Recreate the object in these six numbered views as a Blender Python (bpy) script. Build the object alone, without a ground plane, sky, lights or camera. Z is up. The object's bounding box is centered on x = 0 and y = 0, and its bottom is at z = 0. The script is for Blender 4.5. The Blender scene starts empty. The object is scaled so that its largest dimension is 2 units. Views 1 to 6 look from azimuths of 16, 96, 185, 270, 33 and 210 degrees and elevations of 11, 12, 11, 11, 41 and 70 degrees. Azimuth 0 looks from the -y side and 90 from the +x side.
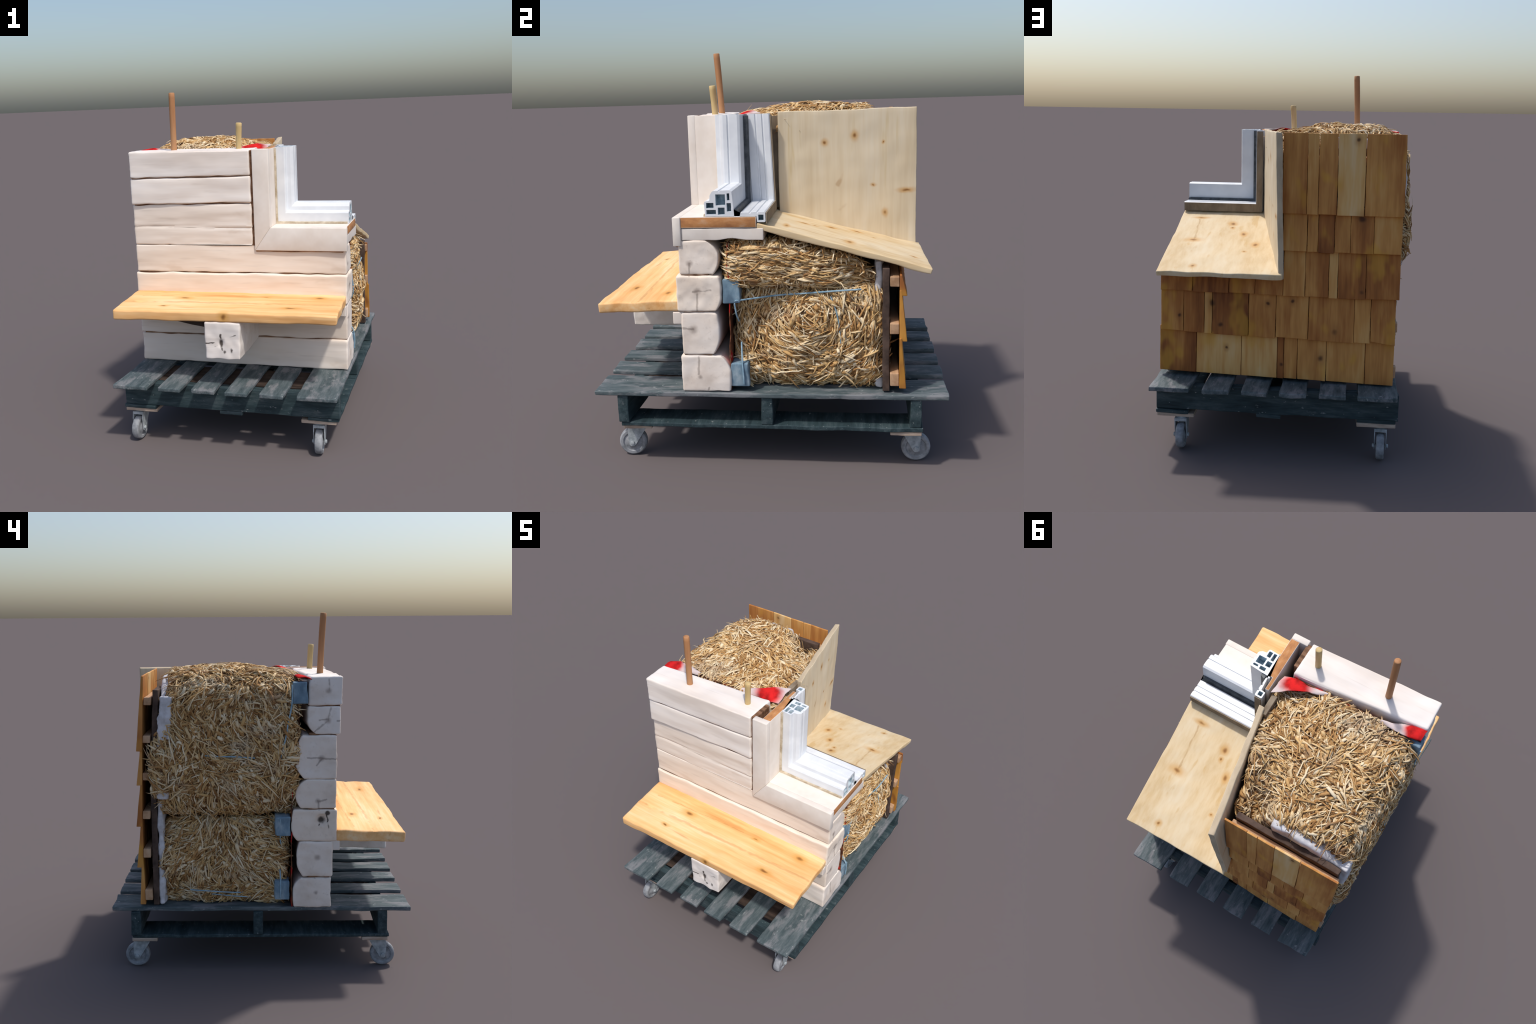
"""Cut-away wall mock-up: log wall, straw bales, window corner and shingle skin on a castored pallet."""
import bpy, bmesh, math, random
import numpy as np
from mathutils import Vector

random.seed(7)
RNG = np.random.default_rng(7)
COL = bpy.context.scene.collection

# ------------------------------------------------------------------ root
root = bpy.data.objects.new("wall_section_display", None)
root.empty_display_size = 0.3
COL.objects.link(root)
root["label"] = "cutaway log and straw bale wall model on wheeled pallet"
root["category"] = "building model"

# ------------------------------------------------------------------ noise
def _hash(ix, iy, iz, seed):
    h = (ix.astype(np.uint32) * np.uint32(374761393) + iy.astype(np.uint32) * np.uint32(668265263)
         + iz.astype(np.uint32) * np.uint32(2147483647) + np.uint32(seed * 1013904223 & 0xFFFFFFFF))
    h = (h ^ (h >> np.uint32(13))) * np.uint32(1274126177)
    h = (h ^ (h >> np.uint32(15))) * np.uint32(2246822519)
    h ^= h >> np.uint32(16)
    return h.astype(np.float64) / 4294967295.0

def vnoise(P, seed=0):
    """Smooth value noise in -1..1 for an (n,3) array."""
    P = np.asarray(P, float)
    i = np.floor(P).astype(np.int64)
    f = P - i
    f = f * f * (3 - 2 * f)
    out = 0.0
    for dx in (0, 1):
        wx = f[:, 0] if dx else 1 - f[:, 0]
        for dy in (0, 1):
            wy = f[:, 1] if dy else 1 - f[:, 1]
            for dz in (0, 1):
                wz = f[:, 2] if dz else 1 - f[:, 2]
                out = out + wx * wy * wz * _hash(i[:, 0] + dx, i[:, 1] + dy, i[:, 2] + dz, seed)
    return out * 2 - 1

def fbm(P, octaves=3, seed=0):
    a, s, out = 1.0, 0.0, 0.0
    P = np.asarray(P, float)
    for k in range(octaves):
        out = out + a * vnoise(P + 17.3 * k, seed + k)
        s += a
        a *= 0.5
        P = P * 2.03
    return out / s

# ------------------------------------------------------------------ materials
class Mat:
    """Small node-tree builder; every texture runs on the root's Object coordinates."""
    def __init__(self, name, rough=0.8, spec=0.3):
        self.m = bpy.data.materials.new(name)
        self.m.use_nodes = True
        self.t = self.m.node_tree
        self.b = self.t.nodes["Principled BSDF"]
        self.b.inputs["Roughness"].default_value = rough
        self.b.inputs["Specular IOR Level"].default_value = spec
        tc = self.t.nodes.new("ShaderNodeTexCoord")
        tc.object = root
        self.co = tc.outputs["Object"]
    def n(self, kind, **kw):
        nd = self.t.nodes.new("ShaderNode" + kind)
        for k, v in kw.items():
            setattr(nd, k, v)
        return nd
    def put(self, sock, v):
        if isinstance(v, bpy.types.NodeSocket):
            self.t.links.new(v, sock)
        else:
            if isinstance(v, (tuple, list)) and len(v) == 3 and sock.type == "RGBA":
                v = (*v, 1)
            sock.default_value = v
    def math(self, op, a, b=0.0, c=None, clamp=False):
        nd = self.n("Math", operation=op, use_clamp=clamp)
        self.put(nd.inputs[0], a); self.put(nd.inputs[1], b)
        if c is not None: self.put(nd.inputs[2], c)
        return nd.outputs[0]
    def vec(self, op, a, b=(0, 0, 0)):
        nd = self.n("VectorMath", operation=op)
        self.put(nd.inputs[0], a); self.put(nd.inputs[1], b)
        return nd.outputs["Value"] if op in ("LENGTH", "DISTANCE", "DOT_PRODUCT") else nd.outputs[0]
    def noise(self, scale=(1, 1, 1), freq=1.0, detail=3, rough=0.55, co=None, distort=0.0):
        v = self.vec("MULTIPLY", co or self.co, scale)
        nd = self.n("TexNoise")
        self.put(nd.inputs["Vector"], v)
        nd.inputs["Scale"].default_value = freq
        nd.inputs["Detail"].default_value = detail
        nd.inputs["Roughness"].default_value = rough
        nd.inputs["Distortion"].default_value = distort
        return nd.outputs["Fac"]
    def ramp(self, fac, stops):
        nd = self.n("ValToRGB")
        els = nd.color_ramp.elements
        while len(els) < len(stops): els.new(0.5)
        for e, (p, c) in zip(els, stops):
            e.position = p
            e.color = (*c, 1) if len(c) == 3 else c
        self.put(nd.inputs[0], fac)
        return nd.outputs[0]
    def mix(self, fac, a, b, blend="MIX"):
        nd = self.n("Mix", data_type="RGBA", blend_type=blend)
        self.put(nd.inputs[0], fac); self.put(nd.inputs[6], a); self.put(nd.inputs[7], b)
        return nd.outputs[2]
    def step(self, v, lo, hi):
        nd = self.n("MapRange", interpolation_type="SMOOTHSTEP")
        self.put(nd.inputs[0], v)
        nd.inputs[1].default_value, nd.inputs[2].default_value = lo, hi
        return nd.outputs[0]
    def wobble(self, amp, freq):
        nd = self.n("TexNoise")
        self.put(nd.inputs["Vector"], self.co)
        nd.inputs["Scale"].default_value = freq
        d = self.vec("SUBTRACT", nd.outputs["Color"], (0.5, 0.5, 0.5))
        return self.vec("ADD", self.co, self.vec("MULTIPLY", d, (amp, amp, amp)))
    def spot(self, p, radii, co=None, inner=0.25):
        """1 at point p, 0 outside an ellipsoid of the given radii."""
        d = self.vec("SUBTRACT", co or self.co, p)
        d = self.vec("MULTIPLY", d, tuple(1 / r for r in radii))
        return self.math("SUBTRACT", 1.0, self.step(self.vec("LENGTH", d), inner, 1.0))
    def seg(self, p, q, width, co=None):
        """1 along the segment p-q, 0 beyond width."""
        p, q = Vector(p), Vector(q)
        ax = q - p
        d = self.vec("SUBTRACT", co or self.co, tuple(p))
        t = self.math("DIVIDE", self.vec("DOT_PRODUCT", d, tuple(ax)), ax.length_squared, clamp=True)
        cb = self.n("CombineXYZ")
        for i in range(3): self.put(cb.inputs[i], t)
        near = self.vec("MULTIPLY", cb.outputs[0], tuple(ax))
        return self.math("SUBTRACT", 1.0, self.step(self.vec("DISTANCE", d, near), width * 0.3, width))
    def top(self, masks):
        out = masks[0]
        for m in masks[1:]: out = self.math("MAXIMUM", out, m)
        return out
    def axis(self, i):
        s = self.n("SeparateXYZ"); self.put(s.inputs[0], self.co)
        return s.outputs[i]
    def island(self):
        return self.n("NewGeometry").outputs["Random Per Island"]
    def prop(self, name):
        nd = self.n("Attribute", attribute_type="OBJECT", attribute_name='["%s"]' % name)
        return nd.outputs["Fac"]
    def done(self, color, bump=None, strength=0.3, dist=0.004):
        self.put(self.b.inputs["Base Color"], color)
        if bump is not None:
            bp = self.n("Bump")
            bp.inputs["Strength"].default_value = strength
            bp.inputs["Distance"].default_value = dist
            self.put(bp.inputs["Height"], bump)
            self.put(self.b.inputs["Normal"], bp.outputs[0])
        return self.m

def grain_scale(axis, along=3.0, across=45.0):
    return tuple(along if a == axis else across for a in "xyz")

def wood(name, axis, dark, mid, pale, knots=(), streaks=None, lines=(), rough=0.65, broad=0.6, across=45.0):
    """Sawn softwood: long grain, broad tone drift, orange knots with a halo."""
    M = Mat(name, rough)
    fine = M.noise(grain_scale(axis, 2.5, across), 1.0, 4, 0.6, co=M.wobble(0.012, 6))
    wide = M.noise(grain_scale(axis, 1.2, 9.0), 1.0, 2)
    f = M.math("ADD", M.math("MULTIPLY", fine, 1 - broad), M.math("MULTIPLY", wide, broad))
    c = M.ramp(f, [(0.34, dark), (0.5, mid), (0.66, pale)])
    if streaks:
        s = M.step(M.noise(grain_scale(axis, 1.6, 22.0), 1.0, 3, 0.5), 0.60, 0.72)
        c = M.mix(M.math("MULTIPLY", s, 0.55), c, streaks)
    w = M.wobble(0.02, 18)
    if knots:
        halo = M.top([M.spot(p, tuple(q * 2.6 for q in r), w, 0.1) for p, r in knots])
        c = M.mix(M.math("MULTIPLY", halo, 0.75), c, (0.60, 0.30, 0.06))
        core = M.top([M.spot(p, r, w, 0.2) for p, r in knots])
        c = M.mix(M.math("MULTIPLY", core, 0.85), c, (0.20, 0.07, 0.015))
    if lines:
        ln = M.top([M.seg(p, q, wd, w) for p, q, wd in lines])
        c = M.mix(M.math("MULTIPLY", ln, 0.42), c, (0.40, 0.20, 0.06))
    return M.done(c, fine, 0.15, 0.002)

# log ends: where the pith stains and shakes sit (y, z)
STAIN_L = [(-.365, 1.592, .022), (-.362, 1.432, .026), (-.330, 1.227, .026), (-.312, .992, .022),
           (-.312, .672, .026), (-.305, .470, .018)]
STAIN_R = [(-.345, 1.005, .024), (-.315, .875, .026), (-.340, .690, .030), (-.318, .455, .016)]
CRACK_L = [((-.378, 1.510), (-.362, 1.432)), ((-.362, 1.432), (-.290, 1.37)), ((-.362, 1.44), (-.318, 1.435)),
           ((-.255, 1.232), (-.41, 1.224)), ((-.33, 1.227), (-.305, 1.19)), ((-.318, .945), (-.312, .992)),
           ((-.412, 1.43), (-.435, 1.435)), ((-.298, .55), (-.318, .475)), ((-.312, .99), (-.36, 1.00)),
           ((-.318, .475), (-.37, .455)), ((-.318, .475), (-.305, .40)), ((-.37, 1.58), (-.365, 1.66))]
CRACK_R = [((-.335, .87), (-.25, .88)), ((-.35, .945), (-.345, 1.005)), ((-.322, .555), (-.326, .47)),
           ((-.32, .78), (-.315, .86)), ((-.39, .695), (-.34, .69)), ((-.28, .40), (-.285, .385))]

def log_paint():
    M = Mat("limewashed_log", 0.75)
    tone = M.noise((1.2, 6, 8), 1.0, 4, 0.55)
    c = M.ramp(tone, [(0.30, (0.71, 0.63, 0.565)), (0.5, (0.82, 0.755, 0.70)), (0.72, (0.86, 0.82, 0.79))])
    c = M.mix(M.prop("warmth"), c, (1.0, 0.93, 0.84), "MULTIPLY")
    split = M.top([M.seg((-.64, -.414, 1.226), (.12, -.406, 1.213), .0045, M.wobble(0.012, 9))])
    c = M.mix(M.math("MULTIPLY", split, 0.6), c, (0.22, 0.15, 0.11))
    fine = M.noise((4, 60, 60), 1.0, 3)
    c = M.mix(M.math("MULTIPLY", M.step(fine, 0.58, 0.75), 0.22), c, (0.46, 0.38, 0.31))
    blot = M.step(M.noise((5, 9, 11), 1.0, 3, 0.6), 0.60, 0.76)
    c = M.mix(M.math("MULTIPLY", blot, 0.25), c, (0.50, 0.36, 0.24))
    w = M.wobble(0.012, 45)
    st = M.top([M.spot((-.63, y, z), (.05, r, r), w, 0.1) for y, z, r in STAIN_L]
               + [M.spot((.652, y, z), (.05, r, r), w, 0.1) for y, z, r in STAIN_R])
    c = M.mix(M.math("MULTIPLY", st, 0.55), c, (0.17, 0.12, 0.10))
    cr = M.top([M.seg((-.627, *a), (-.627, *b), .0075, w) for a, b in CRACK_L]
               + [M.seg((.65, *a), (.65, *b), .0075, w) for a, b in CRACK_R])
    c = M.mix(M.math("MULTIPLY", cr, 0.5), c, (0.16, 0.12, 0.10))
    rot = M.top([M.spot((-.63, -.332, .885), (.05, .027, .024), w, 0.55), M.spot((-.63, -.365, .925), (.05, .018, .018), w, 0.5),
                 M.seg((-.627, -.36, .92), (-.627, -.372, .83), .008, w), M.seg((-.627, -.33, .88), (-.627, -.302, .825), .006, w)])
    beam = M.top([M.spot((.012, -.78, .640), (.015, .09, .036), w, 0.4), M.spot((.03, -.80, .59), (.012, .03, .016), w, 0.4),
                  M.spot((.07, -.80, .60), (.010, .03, .022), w, 0.4), M.seg((-.08, -.792, .637), (.0, -.792, .645), .006, w),
                  M.seg((.02, -.792, .66), (.10, -.792, .69), .006, w), M.seg((.012, -.79, .69), (.016, -.79, .60), .008, w), M.seg((-.02, -.79, .62), (.012, -.79, .64), .006, w)])
    c = M.mix(M.math("MULTIPLY", M.math("MAXIMUM", rot, beam), 0.93), c, (0.035, 0.022, 0.016))
    return M.done(c, M.math("ADD", tone, fine), 0.2, 0.003)

def plain(name, stops, scale=(6, 6, 6), rough=0.8, bump=0.25, detail=4, spec=0.3):
    M = Mat(name, rough, spec)
    f = M.noise(scale, 1.0, detail, 0.6)
    return M.done(M.ramp(f, stops), f, bump, 0.003)

MAT = {}
MAT["log"] = log_paint()
MAT["filler"] = plain("brown_gap_filler", [(0.35, (0.10, 0.045, 0.02)), (0.65, (0.30, 0.16, 0.09))], (9, 30, 30))
MAT["filler_dark"] = plain("near_black_brown_board", [(0.35, (0.022, 0.014, 0.010)), (0.65, (0.06, 0.04, 0.03))], (9, 30, 30))
MAT["paint"] = plain("white_painted_timber", [(0.35, (0.70, 0.62, 0.545)), (0.65, (0.80, 0.735, 0.67))], (5, 7, 5), 0.6, 0.1)
MAT["raw_end"] = plain("raw_timber_end", [(0.3, (0.36, 0.15, 0.06)), (0.55, (0.52, 0.24, 0.09)), (0.75, (0.56, 0.34, 0.2))], (30, 14, 30))

def pvc():
    M = Mat("white_plastic_profile", 0.35, 0.5)
    f = M.noise((7, 7, 7), 1.0, 3)
    return M.done(M.ramp(f, [(0.35, (0.70, 0.72, 0.75)), (0.65, (0.80, 0.82, 0.84))]))
MAT["pvc"] = pvc()
MAT["backing"] = plain("weathered_backing", [(0.3, (0.16, 0.115, 0.075)), (0.65, (0.30, 0.24, 0.17))], (14, 14, 6))
MAT["pvc_in"] = plain("plastic_chamber", [(0.35, (0.26, 0.38, 0.45)), (0.65, (0.66, 0.74, 0.79))], (40, 40, 40), 0.5)
MAT["channel_shadow"] = plain("painted_channel_shadow", [(0.35, (0.045, 0.05, 0.055)), (0.65, (0.10, 0.11, 0.12))], (30, 30, 30), 0.5)
MAT["bead"] = plain("sealant_bead", [(0.35, (0.36, 0.28, 0.18)), (0.65, (0.62, 0.54, 0.42))], (25, 25, 25))

MAT["bench"] = wood("golden_pine_bench", "x", (0.76, 0.385, 0.135), (0.87, 0.525, 0.235), (0.90, 0.67, 0.40),
    knots=[((-.276, -.542, .82), (.035, .016, .03)), ((.509, -.487, .82), (.03, .018, .03)), ((.382, -.682, .82), (.035, .014, .03)),
           ((.20, -.50, .82), (.02, .008, .03)), ((-.35, -.70, .82), (.02, .008, .03)), ((.03, -.79, .79), (.02, .02, .02))],
    lines=[((-.62, -.63, .825), (.66, -.598, .825), .012), ((-.55, -.52, .825), (.1, -.49, .825), .005)], streaks=(0.52, 0.24, 0.07))
MAT["sill"] = wood("spruce_sill_board", "y", (0.66, 0.48, 0.26), (0.74, 0.58, 0.36), (0.78, 0.65, 0.45),
    knots=[((.329, .165, 1.129), (.018, .02, .03)), ((.32, .222, 1.113), (.010, .012, .03)), ((.247, .294, 1.092), (.016, .022, .03)),
           ((.167, .422, 1.056), (.016, .022, .03)), ((.515, .387, 1.066), (.03, .018, .03)), ((.523, .096, 1.149), (.03, .01, .02)),
           ((.459, .688, .98), (.014, .012, .03)), ((.214, .508, 1.031), (.008, .008, .02))],
    lines=[((.53, .12, 1.15), (.50, .52, 1.03), .008)], streaks=(0.62, 0.40, 0.16))
MAT["panel"] = wood("spruce_reveal_panel", "z", (0.70, 0.565, 0.375), (0.77, 0.645, 0.455), (0.81, 0.705, 0.535),
    knots=[((.126, .264, 1.513), (.03, .012, .012)), ((.095, .415, 1.545), (.03, .013, .016)), ((.076, .508, 1.293), (.03, .010, .006)),
           ((.04, .682, 1.26), (.03, .03, .008)), ((.063, .572, 1.147), (.03, .010, .014)), ((.066, .56, 1.51), (.02, .006, .006))],
    lines=[((.11, .36, 1.36), (.106, .33, 1.30), .016), ((.105, .39, 1.21), (.108, .34, 1.17), .016)], streaks=(0.62, 0.46, 0.20))
MAT["edge"] = plain("sawn_panel_edge", [(0.3, (0.42, 0.33, 0.22)), (0.6, (0.56, 0.45, 0.31))], (20, 8, 8))
MAT["batten"] = wood("raw_batten", "x", (0.34, 0.19, 0.10), (0.50, 0.31, 0.18), (0.58, 0.41, 0.27))
MAT["membrane"] = plain("dark_fibre_board", [(0.3, (0.035, 0.022, 0.017)), (0.65, (0.11, 0.072, 0.055))], (14, 14, 14))
MAT["lime"] = plain("white_lime_plaster", [(0.3, (0.42, 0.40, 0.40)), (0.6, (0.68, 0.67, 0.69))], (16, 16, 16), 0.9, 0.6)
MAT["stake_red"] = wood("brown_stake", "z", (0.34, 0.15, 0.06), (0.45, 0.22, 0.10), (0.50, 0.28, 0.14))
MAT["stake_pale"] = wood("pale_stake", "z", (0.48, 0.33, 0.13), (0.60, 0.44, 0.21), (0.64, 0.50, 0.28))
MAT["plate"] = plain("plywood_pad", [(0.3, (0.34, 0.25, 0.19)), (0.65, (0.52, 0.42, 0.34))], (12, 12, 40))
MAT["blue"] = plain("faded_blue_spacer", [(0.3, (0.10, 0.16, 0.22)), (0.5, (0.17, 0.26, 0.33)), (0.7, (0.34, 0.42, 0.47))], (16, 16, 10))
MAT["twine"] = plain("blue_twine", [(0.3, (0.15, 0.28, 0.38)), (0.65, (0.36, 0.50, 0.58))], (20, 20, 20))

def felt():
    M = Mat("red_felt_strip", 0.95, 0.1)
    f = M.noise((11, 11, 14), 1.0, 3, 0.6)
    c = M.ramp(f, [(0.44, (0.09, 0.035, 0.02)), (0.54, (0.24, 0.10, 0.05)), (0.58, (0.46, 0.025, 0.02)), (0.66, (0.58, 0.03, 0.03)), (0.76, (0.60, 0.45, 0.44))])
    return M.done(c, f, 0.4)
MAT["felt"] = felt()
def felt_edge():
    M = Mat("frayed_red_felt", 0.95, 0.1)
    f = M.noise((16, 10, 16), 1.0, 3, 0.6)
    core = M.top([M.spot((.06, -.16, 1.66), (.11, .10, .10), M.wobble(.03, 20), .45), M.spot((-.585, -.23, 1.66), (.085, .10, .10), M.wobble(.03, 20), .55)])
    red = M.ramp(f, [(0.36, (0.28, 0.01, 0.01)), (0.6, (0.64, 0.02, 0.02))])
    return M.done(M.mix(core, (0.62, 0.52, 0.50), red), f, 0.4)
MAT["felt_flap"] = felt_edge()

def shingle_wood():
    M = Mat("cedar_shingle", 0.75)
    tone = M.math("MULTIPLY_ADD", M.prop("tone"), 0.85, 0.05)
    grain = M.noise((60, 30, 2.0), 1.0, 4, 0.6, co=M.wobble(0.012, 6))
    band = M.noise((13, 6, 2.6), 1.0, 3, 0.5, co=M.wobble(0.03, 4))
    f = M.math("ADD", tone, M.math("ADD", M.math("MULTIPLY", M.math("SUBTRACT", grain, 0.5), 0.35), M.math("MULTIPLY", M.math("SUBTRACT", band, 0.5), 0.75)))
    c = M.ramp(f, [(0.02, (0.17, 0.050, 0.014)), (0.24, (0.38, 0.140, 0.034)), (0.46, (0.59, 0.280, 0.077)), (0.66, (0.71, 0.425, 0.157)), (0.90, (0.76, 0.56, 0.31))])
    gold = M.step(M.noise((9, 4, 5), 1.0, 2), 0.56, 0.70)
    c = M.mix(M.math("MULTIPLY", gold, 0.5), c, (0.64, 0.33, 0.045))
    w = M.wobble(0.02, 20)
    kn = [(.538, .716, .014), (.364, .787, .024), (.315, .675, .018), (.068, .798, .012), (-.061, .817, .012), (-.282, .665, .024),
          (-.416, .882, .016), (-.211, .52, .022), (-.37, 1.647, .014), (-.403, 1.251, .024), (-.006, .474, .014), (.287, .547, .010)]
    halo = M.top([M.spot((x, .65, z), (r * 2.3, .08, r * 3.2), w, 0.1) for x, z, r in kn])
    c = M.mix(M.math("MULTIPLY", halo, 0.5), c, (0.26, 0.10, 0.03))
    core = M.top([M.spot((x, .65, z), (r, .06, r), w, 0.25) for x, z, r in kn])
    c = M.mix(M.math("MULTIPLY", core, 0.85), c, (0.06, 0.022, 0.01))
    return M.done(c, grain, 0.25, 0.003)
MAT["shingle"] = shingle_wood()

def pallet_paint(name, lo, mid, hi, worn_c, wear, axis):
    """Old stained timber: streaky grain along one axis, scuffed paler patches, pale chips."""
    M = Mat(name, 0.7)
    f = M.noise(grain_scale(axis, 5, 30), 1.0, 5, 0.7)
    c = M.ramp(f, [(0.30, lo), (0.5, mid), (0.70, hi)])
    worn = M.step(M.noise(grain_scale(axis, 4, 13), 1.0, 5, 0.7), 0.60 - wear, 0.74 - wear)
    c = M.mix(M.math("MULTIPLY", worn, 0.7), c, worn_c)
    chip = M.step(M.noise(grain_scale(axis, 35, 60), 1.0, 2), 0.67, 0.74)
    c = M.mix(M.math("MULTIPLY", chip, 0.5), c, (0.34, 0.36, 0.355))
    return M.done(c, f, 0.5, 0.004)
MAT["deck"] = pallet_paint("worn_slate_deck", (0.034, 0.054, 0.060), (0.080, 0.105, 0.112), (0.16, 0.18, 0.188), (0.225, 0.225, 0.235), 0.11, "y")
MAT["stringer"] = pallet_paint("dark_teal_timber", (0.012, 0.024, 0.029), (0.028, 0.050, 0.057), (0.070, 0.095, 0.102), (0.15, 0.165, 0.168), -0.02, "x")
MAT["wheel"] = plain("grey_rubber_wheel", [(0.3, (0.15, 0.16, 0.17)), (0.65, (0.33, 0.34, 0.36))], (30, 30, 30), 0.5, 0.2)
MAT["steel"] = plain("dull_zinc_steel", [(0.3, (0.22, 0.25, 0.26)), (0.65, (0.45, 0.48, 0.50))], (40, 40, 40), 0.45, 0.2)
MAT["brass"] = plain("greased_swivel", [(0.3, (0.07, 0.06, 0.035)), (0.65, (0.18, 0.15, 0.09))], (40, 40, 40), 0.5)

def straw(name, stops, body=False):
    M = Mat(name, 0.75, 0.25)
    if body:
        f = M.noise((30, 30, 30), 1.0, 4, 0.6)
    else:
        f = M.math("ADD", M.math("MULTIPLY", M.island(), 0.72), M.math("MULTIPLY", M.noise((22, 22, 22), 1.0, 3), 0.28))
    c = M.ramp(f, stops)
    dust = M.step(M.noise((4.5, 4.5, 7), 1.0, 4, 0.6), 0.52, 0.70)
    c = M.mix(M.math("MULTIPLY", dust, 0.10 if body else 0.42), c, (0.62, 0.56, 0.43))
    bump = M.noise((90, 90, 90), 1.0, 3, 0.6)
    return M.done(c, bump, 0.5, 0.004)
MAT["straw"] = straw("straw_stalk", [(0.08, (0.17, 0.075, 0.024)), (0.24, (0.42, 0.22, 0.078)), (0.44, (0.60, 0.385, 0.16)), (0.64, (0.71, 0.52, 0.285)), (0.88, (0.80, 0.68, 0.48))])
MAT["straw_body"] = straw("packed_straw", [(0.38, (0.11, 0.048, 0.018)), (0.48, (0.27, 0.14, 0.052)), (0.58, (0.46, 0.29, 0.125)), (0.70, (0.64, 0.48, 0.27))], True)

# ------------------------------------------------------------------ mesh helpers
def make(name, V, F, mat, parent=root, angle=40, mats=None, fmat=None):
    V = np.asarray(V, float)
    c = (V.min(0) + V.max(0)) / 2
    me = bpy.data.meshes.new(name)
    me.from_pydata((V - c).tolist(), [], [tuple(int(i) for i in f) for f in F])
    me.update()
    ob = bpy.data.objects.new(name, me)
    COL.objects.link(ob)
    ob.location = c
    if parent:
        ob.parent = parent
        ob.location = c - np.array(parent.location) if parent is not root else c
    for m in (mats or [mat]):
        me.materials.append(MAT[m])
    if fmat is not None:
        me.polygons.foreach_set("material_index", np.asarray(fmat, np.int32))
    me.polygons.foreach_set("use_smooth", np.ones(len(me.polygons), bool))
    me.set_sharp_from_angle(angle=math.radians(angle))
    return ob

def box_grid(dims, r, step):
    """Surface grid of a rounded box: returns q (0..dims), direction and quads (welded)."""
    lines = []
    for d in dims:
        rr = min(r, d * 0.45)
        n = max(1, int(round((d - 2 * rr) / step)))
        mid = np.linspace(rr, d - rr, n + 1)
        lines.append(np.concatenate([[0, rr * 0.35, rr * 0.7], mid, [d - rr * 0.7, d - rr * 0.35, d]]))
    verts, quads, base = [], [], 0
    for ax in range(3):
        a, b = [i for i in range(3) if i != ax]
        A, B = np.meshgrid(lines[a], lines[b], indexing="ij")
        na, nb = A.shape
        idx = np.arange(na * nb).reshape(na, nb)
        q4 = np.stack([idx[:-1, :-1], idx[1:, :-1], idx[1:, 1:], idx[:-1, 1:]], -1).reshape(-1, 4)
        for side in (0, 1):
            P = np.zeros((na * nb, 3))
            P[:, a], P[:, b], P[:, ax] = A.ravel(), B.ravel(), dims[ax] * side
            flip = (side == 1) ^ (ax == 1)
            verts.append(P)
            quads.append((q4 if flip else q4[:, ::-1]) + base)
            base += na * nb
    P = np.concatenate(verts); Q = np.concatenate(quads)
    _, first, inv = np.unique(np.round(P * 1e5).astype(np.int64), axis=0, return_index=True, return_inverse=True)
    P = P[first]; Q = inv.reshape(-1)[Q]
    R = np.minimum(r, np.asarray(dims) * 0.45)
    c = np.clip(P, R, np.asarray(dims) - R)
    v = (P - c) / R
    N = v / np.maximum(np.linalg.norm(v, axis=1, keepdims=True), 1e-9)
    return c + N * R, N, Q

def trilinear(C, u):
    """C: 8 corners ordered x fastest, then y, then z. u: (n,3) in 0..1."""
    C = np.asarray(C, float).reshape(2, 2, 2, 3)          # z, y, x
    x, y, z = (u[:, i:i + 1] for i in range(3))
    o = 0
    for k in (0, 1):
        for j in (0, 1):
            for i in (0, 1):
                o = o + C[k, j, i] * (x if i else 1 - x) * (y if j else 1 - y) * (z if k else 1 - z)
    return o

def ss(x, a, b):
    t = np.clip((x - a) / (b - a), 0, 1)
    return t * t * (3 - 2 * t)

def bump(x, c, w):
    return np.exp(-((x - c) / w) ** 2)

SEED = [0]
def block(name, C, mat, r=0.004, step=0.04, wob=0.0015, freq=9.0, post=None, parent=root, mats=None, pick=None, angle=40, anis=(1, 1, 1)):
    """A rounded, slightly uneven board given by 8 corners."""
    C = np.asarray(C, float)
    dims = [np.linalg.norm(C[1] - C[0]) * .5 + np.linalg.norm(C[7] - C[6]) * .5,
            np.linalg.norm(C[2] - C[0]) * .5 + np.linalg.norm(C[7] - C[5]) * .5,
            np.linalg.norm(C[4] - C[0]) * .5 + np.linalg.norm(C[7] - C[3]) * .5]
    q, N, Q = box_grid(dims, r, step)
    u = q / np.asarray(dims)
    P = trilinear(C, u)
    SEED[0] += 1
    if wob:
        nz = np.stack([fbm(P * freq * np.asarray(anis) + 31.7 * SEED[0], 2, 3 + k) for k in range(3)], 1)
        P = P + nz * wob * 1.8
    if post is not None:
        P = post(P, u, N)
    fm = None
    if pick is not None:
        fm = pick(u[Q].mean(1), N[Q].mean(1))
    return make(name, P, Q, mat, parent, angle, mats, fm)

def cor(x0, x1, y0, y1, z0, z1):
    return [(x, y, z) for z in (z0, z1) for y in (y0, y1) for x in (x0, x1)]

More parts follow.
